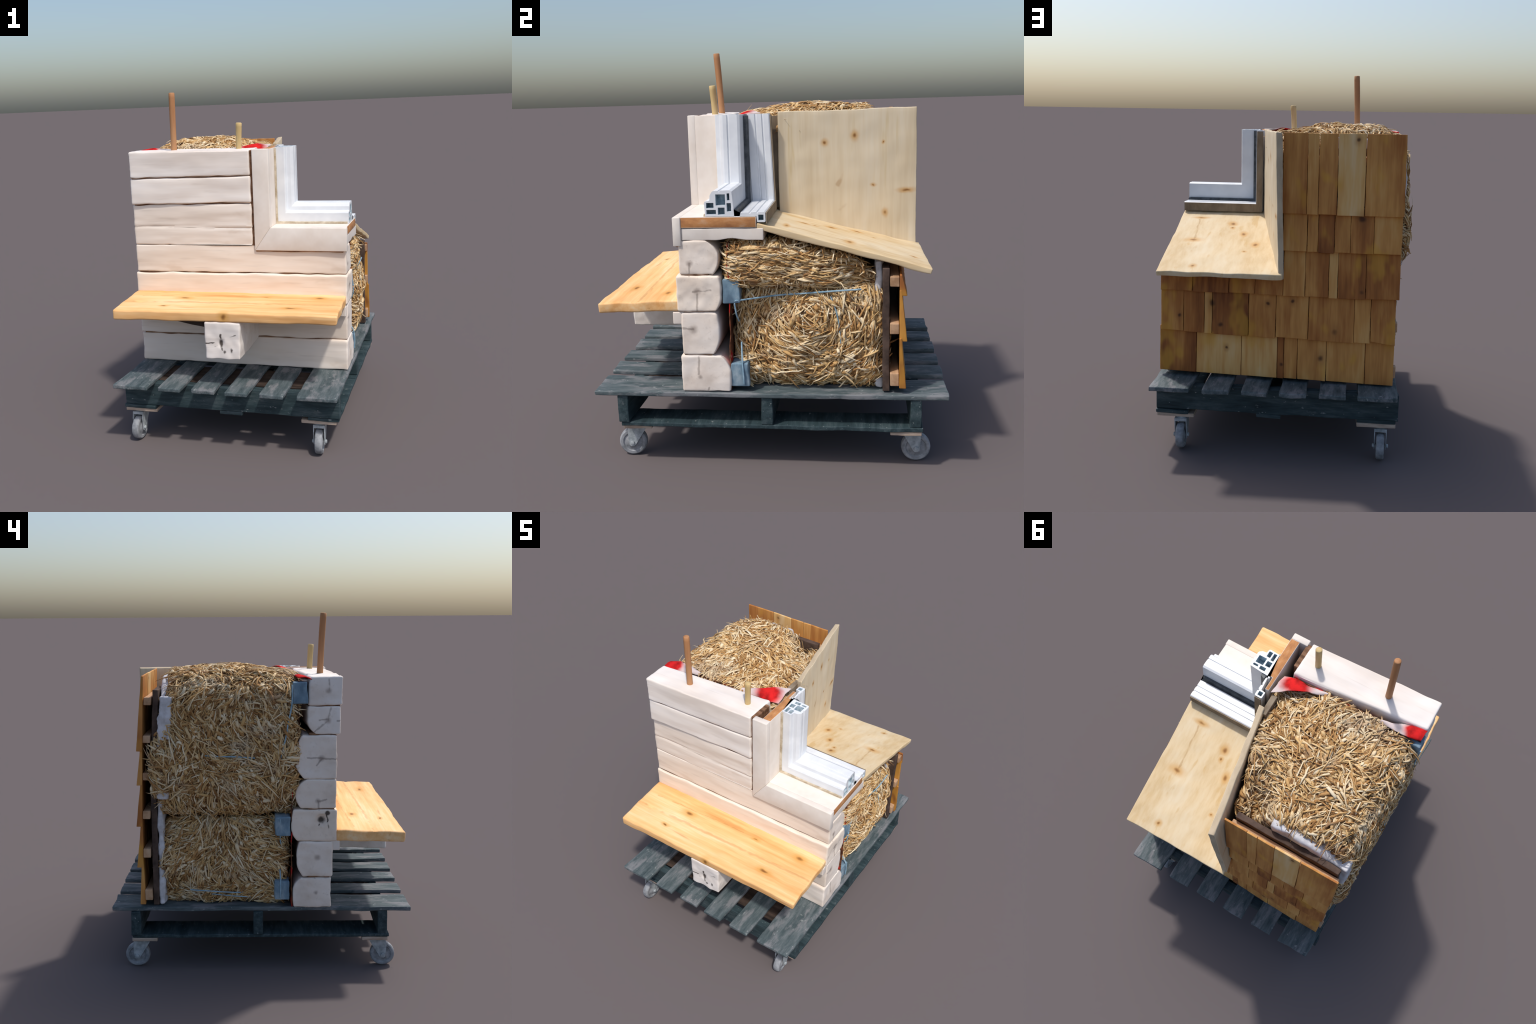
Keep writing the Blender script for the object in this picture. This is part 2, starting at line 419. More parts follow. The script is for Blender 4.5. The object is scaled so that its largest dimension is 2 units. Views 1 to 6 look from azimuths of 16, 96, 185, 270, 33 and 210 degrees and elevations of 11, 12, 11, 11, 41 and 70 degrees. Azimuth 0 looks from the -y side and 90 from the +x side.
def tube(name, pts, rad, mat, parent=root, sides=8, cap=True, jitter=0.0):
    """Round bar or cord through control points (Catmull-Rom)."""
    P = np.asarray(pts, float)
    ext = np.vstack([2 * P[0] - P[1], P, 2 * P[-1] - P[-2]])
    line = []
    for i in range(1, len(ext) - 2):
        for t in np.linspace(0, 1, 7)[: 7 if i == len(ext) - 3 else 6]:
            p0, p1, p2, p3 = ext[i - 1:i + 3]
            line.append(0.5 * ((2 * p1) + (p2 - p0) * t + (2 * p0 - 5 * p1 + 4 * p2 - p3) * t * t + (3 * p1 - p0 - 3 * p2 + p3) * t ** 3))
    line = np.array(line)
    T = np.gradient(line, axis=0); T /= np.linalg.norm(T, axis=1, keepdims=True)
    ref = np.array([1.0, 0, 0]) if abs(T[0][0]) < 0.8 else np.array([0, 1.0, 0])
    A = np.cross(T, ref); A /= np.linalg.norm(A, axis=1, keepdims=True)
    B = np.cross(T, A)
    th = np.linspace(0, 2 * np.pi, sides, endpoint=False)
    rr = rad * (1 + jitter * vnoise(line * 30, 5))[:, None, None]
    V = line[:, None] + rr * (np.cos(th)[None, :, None] * A[:, None] + np.sin(th)[None, :, None] * B[:, None])
    n = len(line)
    F = [(i * sides + j, i * sides + (j + 1) % sides, (i + 1) * sides + (j + 1) % sides, (i + 1) * sides + j) for i in range(n - 1) for j in range(sides)]
    V = V.reshape(-1, 3)
    if cap:
        k = 0.9
        top = line[-1] + (V[-sides:] - line[-1]) * 0.8 + T[-1] * rad * 0.18
        V = np.vstack([V, top])
        b = (n - 1) * sides
        F += [(b + j, b + (j + 1) % sides, b + sides + (j + 1) % sides, b + sides + j) for j in range(sides)]
        F.append(tuple(b + sides + j for j in range(sides)))
        F.append(tuple(reversed(range(sides))))
    return make(name, V, F, mat, parent, 50)

# ------------------------------------------------------------------ pallet
front = [(-.632, -.425), (-.361, -.231), (-.162, -.031), (.031, .164), (.230, .362), (.436, .655)]
back = [(-.607, -.409), (-.348, -.213), (-.147, -.013), (.048, .183), (.245, .384), (.452, .660)]
for i, ((a, b), (c, d)) in enumerate(zip(front, back)):
    yf = -.836 + random.uniform(-.006, .006); ybk = .843 + random.uniform(-.006, .006)
    zt = .381 - .001 * (i % 2)
    block("deck_board", [(a, yf, .356), (b, yf, .355), (c, ybk, .357), (d, ybk, .357),
                         (a, yf, zt), (b, yf, zt - .004), (c, ybk, zt), (d, ybk, zt + .002)], "deck", .005, .03, .0028, 14, anis=(1, .6, 1))
for yl, yr in ((-.683, -.705), (.018, -.006), (.706, .690)):
    h = .027
    block("stringer", [(-.622, yl - h, .216), (.650, yr - h, .218), (-.622, yl + h, .216), (.650, yr + h, .218),
                       (-.622, yl - h, .356), (.650, yr - h, .3555), (-.622, yl + h, .356), (.650, yr + h, .3555)], "stringer", .005, .03, .0022, 13)
for a, b, c, d in ((-.624, -.428, -.610, -.408), (-.040, .095, -.012, .117), (.470, .645, .480, .654)):
    block("bottom_board", [(a, -.722, .198), (b, -.722, .197), (c, .728, .196), (d, .724, .195),
                           (a, -.722, .2165), (b, -.722, .2165), (c, .728, .2165), (d, .724, .2165)], "stringer", .004, .03, .0018, 13)
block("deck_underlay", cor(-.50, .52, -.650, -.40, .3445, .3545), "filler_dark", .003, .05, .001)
pads = [(-.620, -.425, -.716, -.57), (.432, .628, -.716, -.575), (.450, .648, .572, .718), (-.611, -.408, .590, .733)]
for x0, x1, y0, y1 in pads:
    block("caster_pad", cor(x0, x1, y0, y1, .176, .1965), "plate", .004, .03, .0015, 14)

# ------------------------------------------------------------------ casters
def lathe_x(profile, n=40):
    """Revolve (radius, x) about the x axis."""
    V = [(x, r * math.cos(t), r * math.sin(t)) for r, x in profile for t in np.linspace(0, 2 * math.pi, n, endpoint=False)]
    m = len(profile)
    F = [(i * n + j, i * n + (j + 1) % n, (i + 1) * n + (j + 1) % n, (i + 1) * n + j) for i in range(m - 1) for j in range(n)]
    F.append(tuple(range(n - 1, -1, -1))); F.append(tuple((m - 1) * n + j for j in range(n)))
    return np.array(V), F

def prism_x(poly, x0, x1):
    n = len(poly)
    V = [(x, y, z) for x in (x0, x1) for y, z in poly]
    F = [tuple(range(n - 1, -1, -1)), tuple(n + i for i in range(n))] + [(i, (i + 1) % n, n + (i + 1) % n, n + i) for i in range(n)]
    return V, F

def join(parts):
    V, F, o = [], [], 0
    for v, f in parts:
        V += [tuple(p) for p in v]; F += [tuple(i + o for i in q) for q in f]; o += len(v)
    return np.array(V, float), F

wheel_prof = [(.012, -.024), (.030, -.020), (.034, -.017), (.046, -.016), (.050, -.021), (.062, -.021), (.068, -.016), (.070, -.008),
              (.070, .008), (.068, .016), (.062, .021), (.050, .021), (.046, .016), (.034, .017), (.030, .020), (.012, .024)]
wv, wf = lathe_x(wheel_prof)
bolt_v, bolt_f = lathe_x([(.006, -.042), (.011, -.040), (.011, -.033), (.0095, -.032), (.0095, .032), (.011, .033), (.011, .040), (.006, .042)], 12)
def fork(off):
    # cheeks lean from the swivel (y = off) to the axle at y = 0, z = 0
    s = 1 if off >= 0 else -1
    cheek = [(-.016, -.010), (-.008, -.018), (.008, -.018), (.016, -.010), (abs(off) + .045, .083), (abs(off) + .045, .096), (abs(off) - .045, .096), (-.022, .060)]
    cheek = [(s * y, z) for y, z in cheek]
    if s < 0: cheek = cheek[::-1]
    parts = [prism_x(cheek, -.032, -.028), prism_x(cheek, .028, .032)]
    crown = [(s * (abs(off) - .045), .082), (s * (abs(off) + .045), .082), (s * (abs(off) + .045), .098), (s * (abs(off) - .045), .098)]
    if s < 0: crown = crown[::-1]
    parts.append(prism_x(crown, -.0325, .0325))
    v, f = lathe_x([(.028, .0), (.036, .002), (.036, .009), (.028, .0115)], 24)
    v = np.stack([v[:, 1], v[:, 2] + off, v[:, 0] + .096], 1)
    parts.append((v, f))
    return join(parts)
meshes = {}
for i, (x, y, off) in enumerate(((-.550, -.697, .030), (.530, -.700, .030), (.522, .700, -.022), (-.536, .713, -.028))):
    fv, ff = fork(off)
    me = bpy.data.meshes.new("caster")
    me.from_pydata(fv.tolist(), [], ff); me.update()
    me.materials.append(MAT["steel"])
    cs = bpy.data.objects.new("caster", me); COL.objects.link(cs)
    cs.parent = root; cs.location = (x, y, .070)
    cs.rotation_euler = (0, 0, (-.06, .05, .03, -.05)[i])
    for nm, v, f, m in (("wheel", wv, wf, "wheel"), ("axle_bolt", bolt_v, bolt_f, "steel")):
        if nm not in meshes:
            w = bpy.data.meshes.new(nm); w.from_pydata([tuple(p) for p in v], [], f); w.update()
            w.materials.append(MAT[m])
            w.polygons.foreach_set("use_smooth", np.ones(len(w.polygons), bool)); w.set_sharp_from_angle(angle=math.radians(35))
            meshes[nm] = w
        o = bpy.data.objects.new(nm, meshes[nm]); COL.objects.link(o); o.parent = cs

# ------------------------------------------------------------------ log wall
# per log: bottom z (left, right), top z (left, right), front y (left, right), back y (left, right), x range, back chamfers
LOGS = [
    (1.514, 1.519, 1.667, 1.664, -.440, -.412, -.262, -.200, -.622, .106, (.0, .01)),
    (1.358, 1.364, 1.508, 1.513, -.430, -.408, -.252, -.205, -.626, .104, (.045, .005)),
    (1.1134, 1.1130, 1.352, 1.358, -.413, -.4035, -.182, -.190, -.627, .106, (.055, .045)),
    (.948, .951, 1.1130, 1.1126, -.413, -.396, -.190, -.208, -.627, .649, (.030, .06)),
    (.767, .776, .943, .946, -.418, -.414, -.167, -.202, -.632, .652, (.030, .010)),
    (.560, .564, .762, .771, -.395, -.396, -.196, -.216, -.633, .648, (.035, .015)),
    (.3815, .3815, .555, .559, -.390, -.406, -.174, -.170, -.634, .650, (.005, .045)),
]
for k, (zbl, zbr, ztl, ztr, yfl, yfr, ybl, ybr, x0, x1, (cb, ct)) in enumerate(LOGS):
    C = [(x0, yfl, zbl), (x1, yfr, zbr), (x0, ybl, zbl), (x1, ybr, zbr), (x0, yfl, ztl), (x1, yfr, ztr), (x0, ybl, ztl), (x1, ybr, ztr)]
    def post(P, u, N, k=k, cb=cb, ct=ct):
        v = np.clip((u[:, 1] - .55) / .45, 0, 1)
        low = np.clip((.45 - u[:, 2]) / .45, 0, 1) ** 2; high = np.clip((u[:, 2] - .55) / .45, 0, 1) ** 2
        P[:, 1] -= v * (cb * low + ct * high)
        # worn face: long soft hollows from the drawknife, uneven edges
        kk = 2 if k == 3 else k          # third and fourth log share one planed face
        nz = fbm(P * np.array([3.0, 14, 16]) + kk * 9.1, 3, 40 + kk)
        P += N * (nz * .0065)[:, None]
        ed = vnoise(P * np.array([16, 20, 20]) + 3.3, 80 + k)
        edge = np.abs(u[:, 2] - .5) > .46
        if k in (2, 3):  # their joint is painted shut except at the open end
            near = (u[:, 2] < .06) if k == 2 else (u[:, 2] > .92)
            shut = ss(P[:, 0], -.42, -.36) * (1 if k == 2 else 1 - ss(P[:, 0], .11, .13)) * near * (N[:, 1] < -.05)
            P[:, 1] -= shut * (1 + N[:, 1]) * .0102
            edge = edge & ~(near & (P[:, 0] > -.40))
        P[:, 2] += np.where(edge, ed * .0034, 0)
        if k == 2:      # drying crack along the middle of the tall log
            zc = 1.226 - .012 * (u[:, 0]) + .003 * vnoise(P * np.array([12, 1, 1]), 9)
            g = np.clip(1 - np.abs(P[:, 2] - zc) / .006, 0, 1) * (u[:, 1] < .05)
            P[:, 1] += g * .007
        if k == 4:      # rotten pocket in the left end
            d = np.hypot(P[:, 1] + .335, P[:, 2] - .888)
            P[:, 0] += np.where(P[:, 0] < -.6, .030 * np.clip(1 - d / .034, 0, 1) ** .6, 0)
        return P
    ob = block("log", C, "log", .010, .010 if k in (2, 3, 4) else .014, 0 if k in (2, 3) else .0016, 8, post)
    ob["warmth"] = (.05, .25, .55, .75, .95, .6, .5)[k]  # fifth log tinted warmest for orange light bounced off the bench

# brown filler shows in the joints
joints = [(1.511, 1.516, .10, -.426, -.401), (1.355, 1.361, .10, -.409, -.399), (.9455, .9485, .64, -.404, -.388),
          (.7645, .7735, .64, -.386, -.386), (.5575, .5615, .64, -.382, -.388)]
for zl, zr, xe, fl, fr in joints:
    C = [(-.615, fl, zl - .012), (xe, fr, zr - .012), (-.615, -.26, zl - .012), (xe, -.26, zr - .012),
         (-.615, fl, zl + .012), (xe, fr, zr + .012), (-.615, -.26, zl + .012), (xe, -.26, zr + .012)]
    block("gap_filler", C, "filler", .003, .02, .003, 14)
block("gap_filler", cor(.100, .130, -.396, -.25, 1.09, 1.66), "filler", .003, .05, .001)
# joint between third and fourth log: open on the left, painted over further right
block("gap_filler", cor(-.61, -.40, -.385, -.26, 1.104, 1.126), "filler", .004, .05, .001)
block("gap_filler", cor(.126, .634, -.4085, -.33, 1.0795, 1.0905), "filler", .003, .02, .002, 14)

# ------------------------------------------------------------------ bench on its bracket beam
def rough_end(P, u, N):
    nz = fbm(P * 18, 3, 61)
    P += N * (nz * .006)[:, None]
    d = np.hypot(P[:, 0] - .012, (P[:, 2] - .64) * .6)
    P[:, 1] += np.where(u[:, 1] < .05, .012 * np.clip(1 - d / .020, 0, 1), 0)
    return P
block("bracket_beam", [(-.080, -.790, .548), (.118, -.785, .545), (-.075, -.36, .556), (.120, -.36, .556),
                       (-.080, -.796, .760), (.125, -.790, .760), (-.075, -.36, .765), (.122, -.36, .765)], "log", .010, .010, .002, 10, rough_end)
block("dark_wedge", [(-.26, -.735, .742), (-.082, -.735, .706), (-.26, -.42, .742), (-.082, -.42, .706),
                        (-.26, -.735, .764), (-.082, -.735, .766), (-.26, -.42, .774), (-.082, -.42, .774)], "filler_dark", .006, .03, .003)
def bench_post(P, u, N):
    groove = np.exp(-((u[:, 1] - .43) / .012) ** 2) * (N[:, 2] > .7)
    P[:, 2] -= groove * .005
    P[:, 2] += (N[:, 2] > .3) * fbm(P * np.array([4, 14, 1]), 2, 19) * .0025
    return P
block("bench_board", [(-.622, -.796, .753), (.652, -.789, .766), (-.630, -.415, .764), (.643, -.392, .778),
                      (-.622, -.798, .812), (.656, -.792, .818), (-.632, -.415, .830), (.645, -.392, .833)], "bench", .011, .014, .0028, 12, bench_post)
block("bench_cleat", cor(-.627, .645, -.436, -.385, .712, .772), "paint", .006, .04, .002)

# ------------------------------------------------------------------ window corner
def lsweep(name, prof, x0, z0, ztop, xr, mat, holes=(), depth=.05, mats=None, arm="both", cap_mat=0, skew=0.0):
    """Sweep a profile of (dx, dz, y) down a jamb, round a mitre and along the sill."""
    bm = bmesh.new()
    rings = {"both": ("t", "c", "e"), "up": ("t", "c"), "side": ("c", "e")}[arm]
    def ring(loop, where, inset=0.0):
        out = []
        for dx, dz, y in loop:
            yt = y - skew * (y > -.128)
            p = {"t": (x0 + dx, yt, ztop - inset), "c": (x0 + dx, y, z0 + dz), "e": (xr - inset, y, z0 + dz)}[where]
            out.append(bm.verts.new(p))
        return out
    def loop_edges(vs): return [bm.edges.get((vs[i], vs[(i + 1) % len(vs)])) or bm.edges.new((vs[i], vs[(i + 1) % len(vs)])) for i in range(len(vs))]
    R = [ring(prof, w) for w in rings]
    for a, b in zip(R, R[1:]):
        for i in range(len(prof)):
            j = (i + 1) % len(prof)
            bm.faces.new((a[i], a[j], b[j], b[i]))
    for w, rg in zip(rings, R):
        if w == "c":
            if arm != "both": bm.faces.new(rg)
            continue
        edges = loop_edges(rg)
        for h in holes:
            hv = ring(h, w); hv2 = ring(h, w, depth)
            edges += loop_edges(hv)
            for i in range(len(h)):
                j = (i + 1) % len(h)
                f = bm.faces.new((hv[i], hv[j], hv2[j], hv2[i])); f.material_index = 1
            f = bm.faces.new(hv2); f.material_index = 1
        res = bmesh.ops.triangle_fill(bm, edges=edges, use_beauty=True, use_dissolve=False)
        for g in res["geom"]:
            if isinstance(g, bmesh.types.BMFace): g.material_index = cap_mat
    bmesh.ops.recalc_face_normals(bm, faces=bm.faces)
    me = bpy.data.meshes.new(name); bm.to_mesh(me); bm.free()
    V = np.array([v.co for v in me.vertices]); c = (V.min(0) + V.max(0)) / 2
    me.transform(__import__("mathutils").Matrix.Translation(-Vector(c)))
    ob = bpy.data.objects.new(name, me); COL.objects.link(ob)
    ob.parent = root; ob.location = c
    for m in (mats or [mat]): me.materials.append(MAT[m])
    return ob

def bevel(ob, w, seg=2, ang=35):
    bm = bmesh.new(); bm.from_mesh(ob.data)
    es = [e for e in bm.edges if len(e.link_faces) == 2 and e.calc_face_angle(0) > math.radians(ang)]
    bmesh.ops.bevel(bm, geom=es, offset=w, segments=seg, affect="EDGES", clamp_overlap=True, profile=.5)
    bm.to_mesh(ob.data); bm.free()
    ob.data.polygons.foreach_set("use_smooth", np.ones(len(ob.data.polygons), bool))
    ob.data.set_sharp_from_angle(angle=math.radians(45))

JX, JZ, TOP, RIGHT = .217, 1.220, 1.667, .650
trim = [(0, 0, -.416), (-.095, -.134, -.416), (-.095, -.134, -.378), (0, 0, -.378)]
for arm in ("up", "side"):
    bevel(lsweep("trim_board", trim, JX, JZ, TOP, .655, "paint", arm=arm), .004)
jamb = [(0, 0, -.379), (-.050, -.050, -.379), (-.050, -.050, -.030), (0, 0, -.030)]
jamb_up = [(0, 0, -.379), (-.050, -.050, -.379), (-.050, -.050, -.060), (-.030, -.030, -.060), (-.030, -.030, -.134), (0, 0, -.134)]
for arm, jamb in (("up", jamb_up), ("side", jamb)):
    bevel(lsweep("jamb_board", jamb, JX, JZ, TOP - .002, RIGHT, "paint", arm=arm, mats=["paint", "raw_end"], cap_mat=1), .002)
def under_edge(P, u, N):
    low = (u[:, 2] < .3)
    P[:, 2] += np.where(low, .010 * np.clip(vnoise(P * np.array([1, 14, 1]), 4), -.3, 1) * (u[:, 1] > .3), 0)
    return P
block("sill_packer", cor(.140, .648, -.379, .002, 1.1135, 1.167), "paint", .004, .02, .0015, 10, under_edge)

prof = [(0, -.262), (.060, -.266), (.068, -.262), (.071, -.244), (.074, -.240), (.096, -.238), (.112, -.228), (.116, -.220), (.116, -.202),
        (.110, -.199), (.110, -.194), (.117, -.190), (.118, -.150), (.112, -.138), (.030, -.131), (-.002, -.129), (-.002, -.104), (.016, -.100), (.016, -.064), (.011, -.061),
        (.011, -.055), (.017, -.051), (.018, -.030), (.012, -.027), (.012, -.022), (.018, -.018), (.018, .006), (.014, .012), (-.024, .013), (-.028, .008), (-.028, -.025), (0, -.0285)]
P3 = lambda pts: [(d * .89 - (.020 if y > -.1305 else 0), d, y) for d, y in pts]
rect = lambda y0, y1, d0, d1: P3([(d0, y0), (d1, y0), (d1, y1), (d0, y1)])
chambers = [rect(-.256, -.212, .010, .030), rect(-.256, -.222, .038, .062), rect(-.203, -.172, .008, .040), rect(-.212, -.168, .050, .100),
            rect(-.160, -.148, .072, .104), rect(-.162, -.142, .022, .060), rect(-.020, .004, -.020, .006)]
lsweep("window_frame", P3(prof), JX + .003, JZ + .002, TOP, RIGHT - .004, "pvc", chambers, .05, ["pvc", "pvc_in"], skew=.016)
wf_ob = COL.objects["window_frame"]
shadow_strip_prof = [(d * .89, d, y) for d, y in [(.002, -.1300), (.030, -.1308), (.030, -.1180), (.002, -.1080)]]
lsweep("channel_shadow_strip", shadow_strip_prof, JX + .003, JZ + .002, TOP - .006, RIGHT - .012, "channel_shadow")  # dark solid strip modelling the shadow between sash and flange
bead = [(d * .89, d, y) for d, y in [(0, -.272), (.010, -.270), (.012, -.262), (0, -.260)]]
lsweep("sealant_bead", bead, JX + .0008, JZ + .0008, TOP - .004, RIGHT - .012, "bead")

backing = [(-.040, -.032, .0135), (-.004, .016, .0135), (-.004, .016, .019), (-.040, -.032, .019)]
lsweep("frame_backing", backing, JX, JZ, TOP - .006, RIGHT - .006, "backing", skew=.016)
block("recess_filler", cor(.112, .142, -.058, .060, 1.19, 1.655), "backing", .003, .04, .001)
# ------------------------------------------------------------------ reveal panel and sloping sill
block("reveal_panel", [(.136, .030, 1.130), (.164, .030, 1.130), (-.016, .728, .944), (.011, .733, .944),
                       (.136, .030, 1.672), (.164, .030, 1.672), (.000, .722, 1.678), (.031, .731, 1.681)],
      "panel", .005, .02, .002, 11, mats=["panel", "edge"],
      pick=lambda u, N: (np.maximum(np.abs(N[:, 1]), np.maximum(N[:, 2], 0)) > .75).astype(int))
def sill_post(P, u, N):
    low = (N[:, 2] < -.5)
    P[:, 2] += np.where(low, .006 * fbm(P * np.array([6, 9, 1]), 2, 77), 0)
    return P
block("sill_board", [(.150, -.029, 1.161), (.645, -.029, 1.161), (-.012, .746, .945), (.632, .751, .947),
                     (.150, -.025, 1.191), (.646, -.025, 1.191), (-.012, .752, .971), (.634, .758, .974)],
      "sill", .006, .02, .0022, 11, sill_post)

# ------------------------------------------------------------------ shingle skin
def skin_y(x, z):
    t = min(1.0, max(0.0, (x + .35) / 1.0))
    left = np.interp(z, [.40, .62, .86, 1.28, 1.50, 1.68], [.668, .674, .670, .657, .645, .631])
    right = np.interp(z, [.40, .95, 1.68], [.630, .629, .630])
    return float((1 - t) * left + t * right)
def shingle(x0, x1, zt, zb0, zb1, tone, thick_top=.012):
    """x0 < x1; butt at zb0 (x0 side) and zb1; the thick butt stands proud of the course below."""
    g = .0012
    x0 += g; x1 -= g
    out = random.uniform(-.002, .003)
    C = []
    for z0, z1, o in ((zb0, zb1, .015 + out), (zt, zt, -.018 + thick_top)):
        for inner in (1, 0):
            for x, z in ((x0, z0), (x1, z1)):
                y = skin_y(x, z)
                C.append((x, y - (.018 if z < 1.5 else .012) if inner else y + o, z))
    # corners are ordered x, y, z
    ob = block("shingle", C, "shingle", .003, .03, .0012, 14)
    ob["tone"] = tone
rows = [
    (1.676, 1.272, [(.003, .36), (-.122, .52), (-.180, .40), (-.274, .74), (-.413, .44), (-.612, 0)], .017),
    (1.300, 1.079, [(-.004, .50), (-.128, .40), (-.184, .14), (-.267, .36), (-.347, .28), (-.465, .46), (-.607, 0)], .010),
    (1.105, .846, [(-.010, .46), (-.123, .28), (-.243, .60), (-.290, .20), (-.433, .22), (-.605, 0)], .010),
    (.945, .846, [(.640, .22), (.467, .16), (.274, .24), (.137, .26), (-.010, 0)], .010),
    (.875, .620, [(.640, .24), (.517, .22), (.406, .58), (.364, .08), (.170, .36), (.026, .46), (-.144, .32), (-.380, .48), (-.463, .26), (-.591, 0)], .010),
    (.650, .401, [(.649, .14), (.449, .58), (.207, .64), (.016, .06), (-.019, .38), (-.090, .52), (-.241, .46), (-.442, .32), (-.591, 0)], .010),
]
for ri, (zt, zb, cells, tt) in enumerate(rows):
    slope = {4: .020, 5: .018}.get(ri, .0)
    for (xa, tone), (xb, _) in zip(cells, cells[1:]):
        jit = random.uniform(-.004, .004)
        za = zb + slope * (xb - .03) + jit; zc = zb + slope * (xa - .03) + jit
        if ri == 4 and abs(xb + .591) < 1e-6: zc += .018
        shingle(xb, xa, zt, za, zc, tone + random.uniform(-.03, .03), tt)

# battens between board and shingles; the upper ones stop at the reveal panel
for zc, h, xe in ((1.540, .042, -.01), (1.334, .042, -.01), (1.13, .042, -.01), (.915, .046, .638), (.694, .050, .640), (.450, .062, .642)):
    C = []
    for z in (zc - h / 2, zc + h / 2):
        for dy in (-.060, -.0195):
            for x in (-.602, xe):
                C.append((x, skin_y(x, z) + dy, z))
    block("batten", C, "batten", .004, .04, .0015, 12)

def slab(name, xr, zr, off, mat, wob, step, r, post=None, lean=True):
    (x0, x1), (z0, z1), (a, b) = xr, zr, off
    C = [(x, skin_y(x, z) + d, z) for z in (z0, z1) for d in (a, b) for x in (x0, x1)]
    return block(name, C, mat, r, step, wob, 16, post)
slab("fibre_board", (-.590, .628), (.388, .975), (-.094, -.0625), "membrane", .002, .03, .004)
slab("fibre_board", (-.590, -.02), (.975, 1.60), (-.094, -.0625), "membrane", .002, .03, .004)
def lumpy(P, u, N):
    nz = fbm(P * np.array([14, 14, 14]), 4, 33)
    P += N * (nz * .016)[:, None]
    return P
slab("lime_plaster", (-.582, .578), (.386, 1.0), (-.128, -.0955), "lime", 0, .010, .012, lumpy)
def lumpy_top(P, u, N):
    P = lumpy(P, u, N)
    P[:, 2] -= ss(-P[:, 0], .36, .60) * ss(P[:, 2], 1.30, 1.66) * .09       # worn away towards the open end
    return P
slab("lime_plaster", (-.622, -.20), (1.0, 1.660), (-.165, -.0955), "lime", 0, .010, .014, lumpy_top)

# ------------------------------------------------------------------ straw bales
def straw_body(name, dims_lo, dims_hi, shape, seed, r=.05, step=.0075, amp=.016):
    """Rounded block whose faces are bent by shape(P), then roughened into clumps and flakes."""
    lo, hi = np.asarray(dims_lo, float), np.asarray(dims_hi, float)
    q, N, Q = box_grid(hi - lo, r, step)
    P = q + lo
    P = shape(P, N)
    warp = np.stack([fbm(P * 9, 2, seed + 20 + k) for k in range(3)], 1) * .035
    clump = fbm(P * 8.5, 2, seed)
    W = P + warp
    rid = 1 - 2.2 * np.abs(fbm(W * np.array([26, 22, 40]), 2, seed + 5))
    rid2 = 1 - 2.2 * np.abs(fbm(W * np.array([44, 62, 40]), 1, seed + 7))
    P = P + N * (clump * amp + (rid - .4) * amp * .75 + (rid2 - .4) * amp * .4)[:, None]
    ob = make(name, P, Q, "straw_body", angle=180)
    return ob, P, N, Q

def shape_low(P, N):
    x, y, z = P.T.copy()
    side = np.clip(np.abs(N[:, 0]), 0, 1)
    # both cut ends belly out between the strings; foot and shoulder stay back
    lobes = .75 + .45 * np.cos((y - .13) * 19.0)
    dl = .040 * bump(z, .68, .14) * lobes + .038 * (1 - ss(y, -.04, .07)) * bump(z, .60, .20) - .014 - .040 * ss(y, .32, .46) * (1 - bump(z, .62, .12)) + .018 * bump(z, .62, .10) * bump(y, .18, .10)
    dr = .050 * ss(y, .0, .13) * (1 - .7 * ss(y, .47, .55)) * bump(z, .66, .21) - .045 * (1 - ss(z, .39, .47))
    P[:, 0] += side * np.where(x < 0, -dl, dr)
    back = np.interp(z, [.39, .57, .70, .80, .90], [.020, .026, .032, -.012, -.014])
    lx = np.where(x < 0, 1, .35)
    P[:, 1] += ss(y, .3, .55) * back * lx
    return P
def shape_up(P, N):
    x, y, z = P.T.copy()
    side = np.clip(-N[:, 0], 0, 1)
    bulge = np.interp(z, [.90, .96, 1.08, 1.22, 1.32, 1.45, 1.58, 1.72], [-.064, -.032, .022, .030, .024, .026, .018, -.018])
    P[:, 0] -= ss(-x, .1, .55) * (bulge - .034 * ss(y, .38, .50) * ss(z, 1.22, 1.40))
    back = np.interp(z, [.92, 1.0, 1.1, 1.23, 1.30, 1.37, 1.5, 1.7], [.015, .03, .045, .050, .035, .0, -.055, -.070])
    wl = np.interp(x, [-.6, .1], [1, .45])
    P[:, 1] += ss(y, .3, .54) * back * wl
    # crowned top that rolls off towards the open end, sunken beside the reveal panel
    up = ss(z, 1.45, 1.70)
    P[:, 2] += up * .030 * np.exp(-(((y - .16) / .26) ** 2 + ((x + .20) / .30) ** 2))
    P[:, 2] -= up * (.064 * ss(-x, .50, .66) - .008 * bump(x, -.42, .14))
    P[:, 2] -= up * .026 * ss(x, -.22, .02) + up * .020 * ss(-y, -.06, .16)
    P[:, 2] -= up * .14 * np.exp(-(((x - .03) / .10) ** 2 + ((y - .50) / .13) ** 2))
    P[:, 2] -= up * .04 * np.exp(-(((x - .10) / .06) ** 2 + ((y - .02) / .12) ** 2))
    # follows the splayed reveal panel
    P[:, 0] -= ss(x, -.35, .12) * ss(y, -.05, .6) * .13
    return P
def shape_sill(P, N):
    x, y, z = P.T.copy()
    top = np.minimum(1.112, 1.148 - .2845 * (y + .025)) - .012 - .05 * ss(y, .38, .52)
    P[:, 2] = .87 + (z - .87) * (top - .87) / (1.11 - .87)
    P[:, 0] += np.clip(N[:, 0], 0, 1) * (.012 * bump(z, 1.0, .08) + .026 * (1 - ss(y, -.02, .16)) - .060 * ss(y, .26, .44))
    return P

bales = [
    straw_body("straw_bale", (-.562, -.150, .384), (.575, .556, .880), shape_low, 101),
    straw_body("straw_bale", (-.610, -.205, .905), (.135, .552, 1.672), shape_up, 131),
    straw_body("straw_bale", (-.10, -.192, .885), (.608, .520, 1.11), shape_sill, 161),
]

